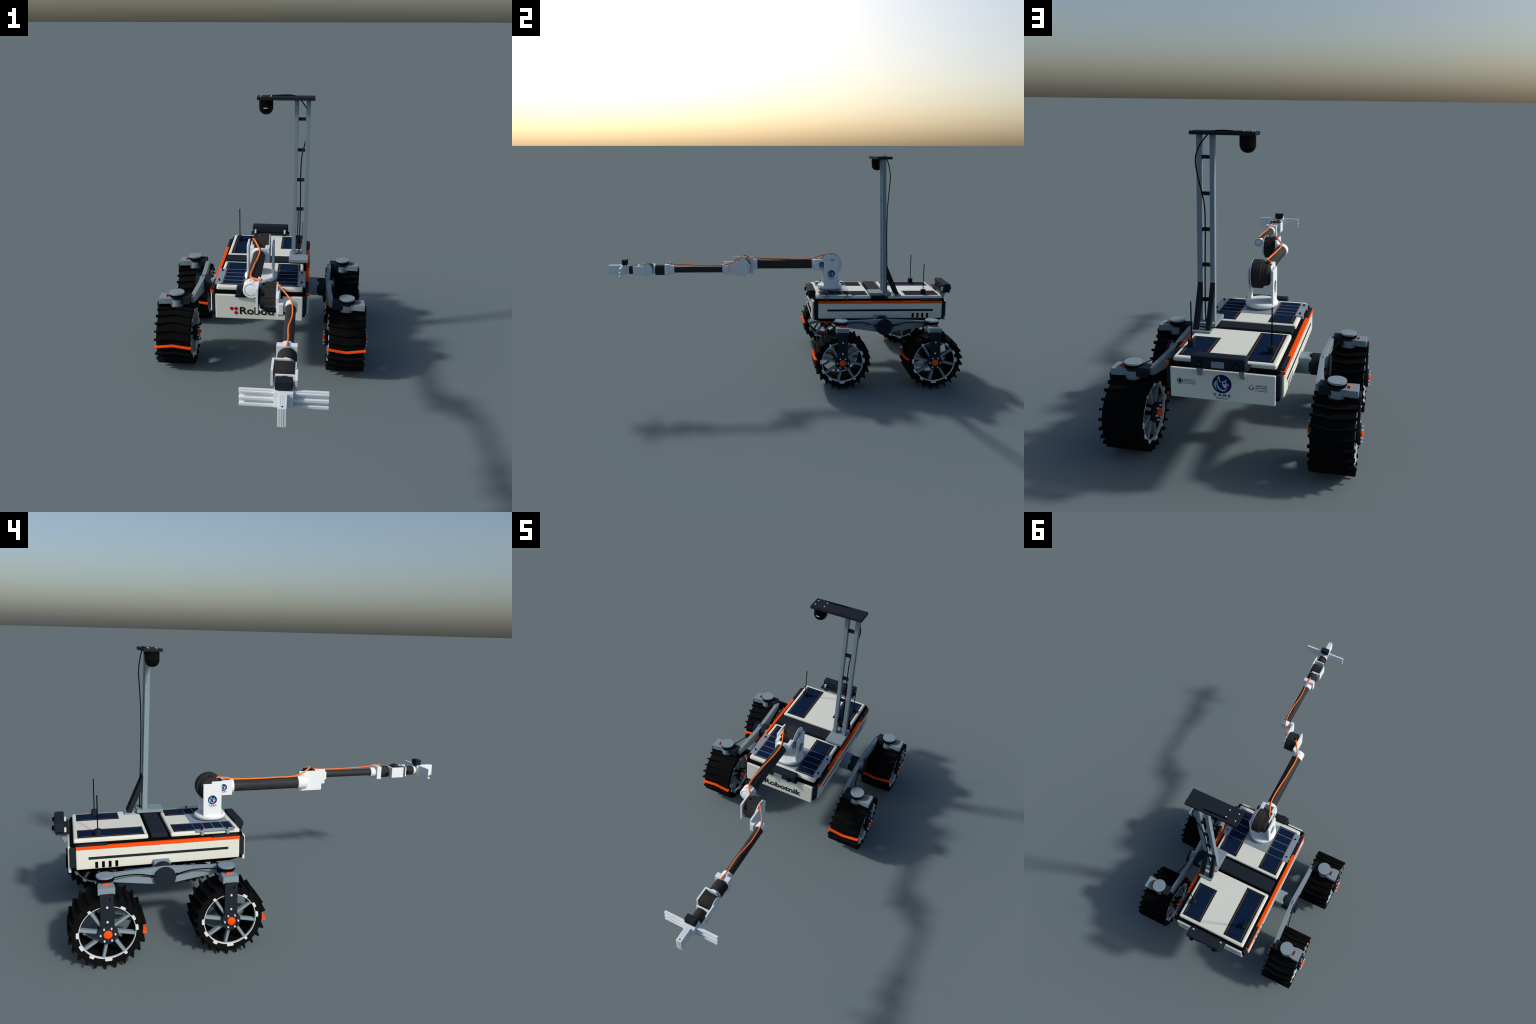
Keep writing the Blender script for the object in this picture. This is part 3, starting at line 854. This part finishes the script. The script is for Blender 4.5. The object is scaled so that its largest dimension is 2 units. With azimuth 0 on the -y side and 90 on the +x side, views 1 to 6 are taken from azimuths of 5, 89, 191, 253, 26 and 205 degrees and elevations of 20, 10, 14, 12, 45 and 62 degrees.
def shoulder():
    c = (0, 0.2862, 0.600)
    d = lathe("shoulder_motor", MOTOR, ROVER, 'x', c, [(0, -0.0065), (0.0622, -0.0065), (0.0642, -0.0045), (0.0648, -0.0020), (0.0648, 0.0355), (0.0640, 0.0375), (0, 0.0375)], 72, smooth=30)
    lathe("motor_hub", MOTOR, d, 'x', c, [(0, -0.0365), (0.044, -0.0365), (0.0500, -0.0340), (0.0515, -0.0300), (0.0515, -0.0170), (0.0545, -0.0150), (0.0545, -0.0060), (0, -0.0060)], 56, smooth=30)
    for y, z, w in ((0.2780, 0.6500, 0.0030), (0.2930, 0.6495, 0.0024)):
        box("motor_rib", MOTOR, d, -0.0330, -0.0060, y - w, y + w, z - 0.018, z + 0.006, r=0.0008)
    for k in range(10):
        a = 2 * PI * k / 10 + 0.2
        cyl("motor_screw", BLACK, d, 'x', (-0.0066, c[1] + 0.0585 * math.cos(a), c[2] + 0.0585 * math.sin(a)), 0.0014, -0.0004, 0.001, b=0.0002, seg=10)
    lathe("motor_disc", ARMW, d, 'x', c, [(0, 0.0370), (0.0625, 0.0370), (0.0634, 0.0378), (0.0634, 0.0402), (0.0626, 0.0410), (0, 0.0410)], 72)
    for r, n, a in ((0.0565, 14, 0.15), (0.0350, 8, 0.3)):
        tri_holes(d, 0.0408, c[1], c[2], r, n, a)
    # bracket: two cheek plates, web and tube socket
    box("cheek_plate", ARMW, d, -0.0412, -0.0345, 0.1872, 0.2850, 0.5663, 0.6332, r=0.001)
    box("cheek_plate", ARMW, d, 0.0362, 0.0432, 0.1872, 0.2848, 0.5663, 0.6334, r=0.001)
    cable("cheek_notch", BLACK, d, [(0.0425, 0.2850, 0.6325), (0.0425, 0.2920, 0.6312), (0.0425, 0.3010, 0.6270)], 0.0018, n=4, seg=8)
    box("socket_web", ARMW, d, -0.0350, 0.0370, 0.1868, 0.1932, 0.5690, 0.6330, r=0.001)
    for s in (1, -1):
        box("socket_gusset", ARMW, d, s * 0.0250, s * 0.0350, 0.1925, 0.2280, 0.6290, 0.6345, r=0.0008)
    lathe("tube_socket", ARMW, d, 'y', (0, 0, ZA + 0.0005), [(0.0270, 0.1735), (0.0315, 0.1735), (0.0325, 0.1745), (0.0330, 0.1875), (0.0270, 0.1890)], 48, closed=True)
    emblem(d, (-0.0410, 0.2290, 0.6035), (0, -1, 0), (0, 0, 1), 0.0165)
    emblem(d, (0.0430, 0.2295, 0.6035), (0, 1, 0), (0, 0, 1), 0.0165)
    return d

shoulder()

def socket(parent, x, z, y0, y1, r, sgn=1, cap=True):
    """Clamp ring around a tube end: body from y0 to y1, closed and domed at y1."""
    s = 1 if y1 > y0 else -1
    prof = [(r * 0.80, y0), (r - 0.001, y0), (r, y0 + s * 0.001), (r, y1 - s * 0.0022), (r - 0.0007, y1 - s * 0.0008), (r - 0.0025, y1)]
    if cap:
        g = r * 0.765
        prof += [(g, y1), (g - 0.0002, y1 - s * 0.002), (g - 0.0018, y1 - s * 0.002), (g - 0.0020, y1 - s * 0.0002), (g * 0.85, y1 + s * 0.0010), (g * 0.5, y1 + s * 0.0024), (0, y1 + s * 0.0028)]
    else:
        prof += [(0, y1)]
    o = lathe("tube_clamp", ARMW, parent, 'y', (x, 0, z), prof, 56, smooth=30)
    if cap:
        lathe("clamp_groove", BLACK, parent, 'y', (x, 0, z), [(r * 0.765 - 0.0002, y1 - s * 0.0015), (r * 0.765 - 0.0018, y1 - s * 0.0015)], 56)
    return o

def upper_arm():
    t = cyl("upper_arm", CARBON, ROVER, 'y', (0, 0, ZA), 0.0268, -0.165, 0.188, b=0.001, seg=56)
    socket(t, 0, ZA, -0.1510, -0.1960, 0.0322)
    for i, a in enumerate((60, 75, 105, 120)):
        a = math.radians(a)
        box("clamp_rib", ARMW, t, 0.0318 * math.cos(a) - 0.0012, 0.0318 * math.cos(a) + 0.0012, -0.1880, -0.1560, ZA + 0.0318 * math.sin(a) - 0.001, ZA + 0.0318 * math.sin(a) + 0.0016, r=0.0005)
    cyl("clamp_screw", BLACK, t, 'z', (-0.004, -0.172, ZA + 0.0318), 0.0016, 0, 0.0012, b=0.0002, seg=10)
    cable("arm_cable", CABLEO, t, [(-0.0333, 0.2625, 0.6501), (-0.0265, 0.2480, 0.6505), (-0.0150, 0.2200, 0.6445), (-0.0035, 0.1900, 0.6365), (0.0035, 0.1640, 0.6315), (0.0055, 0.1320, 0.6298), (0.0040, 0.0900, 0.6294),
                                   (0.0010, 0.0470, 0.6298), (-0.0035, 0.0000, 0.6312), (-0.0055, -0.0500, 0.6324), (-0.0085, -0.0950, 0.6325), (-0.0080, -0.1290, 0.6338), (-0.0045, -0.1525, 0.6370),
                                   (0.0060, -0.1760, 0.6425), (0.0220, -0.2020, 0.6500), (0.0429, -0.2324, 0.6609)], 0.0037)

upper_arm()

def elbow():
    cy, cz = -0.2445, 0.600
    prof = []
    lugs = [68, 112, 158, 202, 248, 292, -14, 14]
    for k in range(180):
        a = 2 * k
        d = min(abs((a - g + 180) % 360 - 180) for g in lugs)
        r = 0.0553 if d <= 3 else (0.0535 if d <= 5 else 0.0515)
        prof.append((cy + r * math.cos(math.radians(a)), cz + r * math.sin(math.radians(a))))
    e = prism("elbow_motor", MOTOR, ROVER, 'yz', prof, 0.0555, 0.0985, r=0.0)
    lathe("motor_hub", MOTOR, e, 'x', (0, cy, cz), [(0, 0.0395), (0.043, 0.0395), (0.0465, 0.0420), (0.0472, 0.0450), (0.0472, 0.0560), (0, 0.0560)], 48, smooth=30)
    for k in range(6):
        a = 2 * PI * (k + 0.5) / 6
        cyl("motor_standoff", BLACK, e, 'x', (0.0, cy + 0.0515 * math.cos(a), cz + 0.0515 * math.sin(a)), 0.0030, 0.046, 0.0565, b=0.0004, seg=12)
    box("elbow_plate", ARMW, e, 0.0258, 0.0340, -0.2938, -0.1738, 0.5505, 0.6488, r=0.001)
    lathe("plate_spacer", MOTOR, e, 'x', (0, cy, cz), [(0, 0.033), (0.030, 0.033), (0.030, 0.040), (0, 0.040)], 40)
    # outer plate running on toward the forearm, with the motor flange behind it
    box("elbow_plate", ARMW, e, 0.1040, 0.1122, -0.3448, -0.2115, 0.5615, 0.6374, r=0.0008)
    pts = [(cy + (y - cy) * 0.985, cz + (z - cz) * 0.985) for y, z in prof]
    prism("motor_flange", ARMW, e, 'yz', pts, 0.0982, 0.1042, r=0.0)
    for k in (-2, -1, 1, 2):
        a = 0.22 * k + (0.05 if k > 0 else -0.05)
        cyl("motor_screw", BLACK, e, 'x', (0.0, cy + 0.0515 * math.cos(a), 0.600 + 0.0515 * math.sin(a)), 0.0019, 0.103, 0.1048, b=0.0003, seg=10)
    for y in (-0.2245, -0.2650):
        box("motor_foot", BLACK, e, 0.066, 0.098, y - 0.0020, y + 0.0020, 0.5455, 0.5500, r=0.0005)
    box("elbow_block", ARMW, e, 0.1118, 0.1284, -0.3568, -0.3228, 0.5812, 0.6208, r=0.001)
    # upper arm clamp to the inner plate
    box("clamp_lug", ARMW, e, 0.010, 0.0262, -0.1950, -0.1745, 0.5860, 0.6300, r=0.001)
    box("clamp_lug", ARMW, e, 0.1275, 0.1400, -0.3470, -0.3240, 0.5900, 0.6120, r=0.001)
    return e

elbow()

FX = 0.1553          # forearm axis

def forearm():
    t = cyl("forearm", CARBON, ROVER, 'y', (FX, 0, ZA), 0.0182, -0.640, -0.336, b=0.001, seg=48)
    socket(t, FX, ZA + 0.0015, -0.3512, -0.3190, 0.0236)
    lathe("tube_clamp", ARMW, t, 'y', (FX - 0.0005, 0, ZA - 0.0007), [(0.0185, -0.6250), (0.0236, -0.6250), (0.0246, -0.6260), (0.0246, -0.6560), (0.0185, -0.6560)], 48, closed=True)
    for dx in (-0.006, 0.003, 0.009):
        box("clamp_nut", LIGHT, t, FX + dx - 0.0018, FX + dx + 0.0018, -0.6440, -0.6400, 0.6225, 0.6258, r=0.0004)
    cable("arm_cable", CABLEO, t, [(0.1001, -0.2454, 0.6550), (0.1185, -0.2700, 0.6450), (0.1355, -0.2940, 0.6355), (0.1500, -0.3180, 0.6290), (0.1580, -0.3420, 0.6252), (0.1615, -0.3680, 0.6240), (0.1632, -0.4100, 0.6228),
                                   (0.1635, -0.4450, 0.6228), (0.1590, -0.4900, 0.6245), (0.1545, -0.5250, 0.6262), (0.1540, -0.5650, 0.6280), (0.1562, -0.6138, 0.6305), (0.1560, -0.6450, 0.6336), (0.1545, -0.6859, 0.6384)], 0.0028)
    return t

forearm()

def wrist():
    b = box("wrist_block", ARMW, ROVER, 0.1220, 0.1866, -0.6788, -0.6545, 0.5665, 0.6325, r=0.001)
    lathe("wrist_motor", MOTOR, b, 'y', (0.1560, 0, 0.5985), [(0, -0.678), (0.0296, -0.678), (0.0302, -0.6790), (0.0302, -0.7290), (0.0290, -0.7330), (0, -0.7330)], 56, smooth=30)
    box("motor_window", BLACK, b, 0.1250, 0.1290, -0.7230, -0.7060, 0.5850, 0.5990, r=0.0006)
    prof = []
    for k in range(36):
        a = 2 * PI * k / 36
        r = 0.0272 if (k // 3) % 2 else 0.0262
        prof.append((0.1560 + r * math.cos(a), 0.5985 + r * math.sin(a)))
    prism("motor_flange", ARMW, b, 'xz', prof, -0.7385, -0.7325, r=0.0)
    return b

WRIST = wrist()

def wrist_pitch():
    cy, cz = -0.7782, 0.6015
    d = lathe("pitch_motor", MOTOR, ROVER, 'x', (0, cy, cz), [(0, 0.1245), (0.0320, 0.1245), (0.0332, 0.1258), (0.0335, 0.1300), (0.0335, 0.1600), (0.0330, 0.1820), (0, 0.1820)], 56, smooth=30)
    for k in range(7):
        a = math.radians(95 + 9 * k)
        c = Vector((0, cy + 0.0335 * math.cos(a), cz + 0.0335 * math.sin(a)))
        box("cooling_rib", MOTOR, d, 0.158, 0.181, c.y - 0.0012, c.y + 0.0012, c.z - 0.0012, c.z + 0.0010, r=0.0004)
    lathe("motor_disc", ARMW, d, 'x', (0, cy, cz), [(0, 0.1815), (0.0312, 0.1815), (0.0318, 0.1822), (0.0318, 0.1860), (0.0312, 0.1868), (0, 0.1868)], 56)
    for k in range(8):
        a = 2 * PI * k / 8
        cyl("motor_screw", BLACK, d, 'x', (0.0, cy + 0.0250 * math.cos(a), cz + 0.0250 * math.sin(a)), 0.0016, 0.186, 0.1873, b=0.0003, seg=10)
    # first bracket: back wall plus left cheek
    prism("pitch_bracket", ARMW, d, 'xz', [(0.1135, 0.5724), (0.1665, 0.5724), (0.1750, 0.5860), (0.1750, 0.6120), (0.1665, 0.6262), (0.1135, 0.6262)], -0.7450, -0.7380, r=0.0008)
    box("pitch_bracket", ARMW, d, 0.1130, 0.1206, -0.8070, -0.7440, 0.5722, 0.6258, r=0.001)
    # second bracket: front wall plus right cheek
    box("roll_bracket", ARMW, d, 0.1275, 0.1856, -0.8320, -0.8260, 0.5738, 0.6252, r=0.0008)
    box("roll_bracket", ARMW, d, 0.1850, 0.1915, -0.8566, -0.7850, 0.5748, 0.6246, r=0.0008)
    lathe("roll_motor", MOTOR, d, 'y', (0.1545, 0, 0.5990), [(0, -0.8315), (0.0240, -0.8315), (0.0244, -0.8330), (0.0244, -0.8800), (0.0236, -0.8820), (0, -0.8820)], 48, smooth=30)
    box("motor_window", BLACK, d, 0.1298, 0.1320, -0.8500, -0.8360, 0.5900, 0.6020, r=0.0005)
    prof = []
    for k in range(48):
        a = 2 * PI * k / 48
        r = 0.0246 if (k // 2) % 2 else 0.0238
        prof.append((0.1545 + r * math.cos(a), 0.5990 + r * math.sin(a)))
    prism("motor_flange", ARMW, d, 'xz', prof, -0.8860, -0.8815, r=0.0)
    lathe("motor_flange", ARMW, d, 'y', (0.1545, 0, 0.5990), [(0, -0.8855), (0.0240, -0.8855), (0.0240, -0.8900), (0.0200, -0.8990), (0, -0.8990)], 48)
    return d

wrist_pitch()

def tool():
    g = box("tool_mount", ARMW, ROVER, 0.1290, 0.1790, -0.9095, -0.8985, 0.5760, 0.6290, r=0.001)
    # cross bar: slotted profile with three lips on its front
    y0, y1, y2 = -0.9086, -0.9106, -0.9200
    prof = [(y0, 0.5775), (y2, 0.5775), (y2, 0.5852), (y1, 0.5858), (y1, 0.5958), (y2 + 0.0005, 0.5962), (y2, 0.5970), (y2, 0.6040), (y2 + 0.0005, 0.6048), (y1, 0.6052),
            (y1, 0.6170), (y2 + 0.0012, 0.6176), (y2 + 0.0012, 0.6225), (y2 + 0.0030, 0.6232), (y2 + 0.0030, 0.6282), (y0, 0.6282)]
    prism("cross_bar", ARMW, g, 'yz', prof, 0.0338, 0.2768, r=0.0006, seg=2)
    box("bar_clamp", ARMW, g, 0.1284, 0.1812, -0.9305, -0.9080, 0.5838, 0.6288, r=0.001)
    # forward bar: four leaves standing side by side
    box("probe_core", ARMW, g, 0.1432, 0.1645, -0.9978, -0.9150, 0.5722, 0.6258, r=0.0003)
    for x0, x1, e in ((0.1423, 0.1489, 0.0), (0.1497, 0.1541, 0.0006), (0.1550, 0.1592, 0.0006), (0.1600, 0.1655, 0.0)):
        box("probe_leaf", ARMW, g, x0, x1, -0.9990 - e, -0.9160, 0.5714, 0.6267, r=0.0005)
    M = Matrix.Translation((0.1545, -0.9892, 0.6262)) @ Matrix.Rotation(PI / 4, 4, 'Z')
    box("probe_eye", BLACK, g, -0.0026, 0.0026, -0.0026, 0.0026, -0.001, 0.0009, r=0.0, M=M)
    box("eye_rim", ARMW, g, -0.0036, 0.0036, -0.0036, 0.0036, -0.001, 0.0006, r=0.0002, M=M)
    box("tool_camera", NAVY, g, 0.1306, 0.1784, -0.9210, -0.8922, 0.6312, 0.6590, r=0.003, seg=3)
    box("camera_foot", NAVY, g, 0.1400, 0.1690, -0.9180, -0.8960, 0.6240, 0.6320, r=0.001)
    return g

tool()
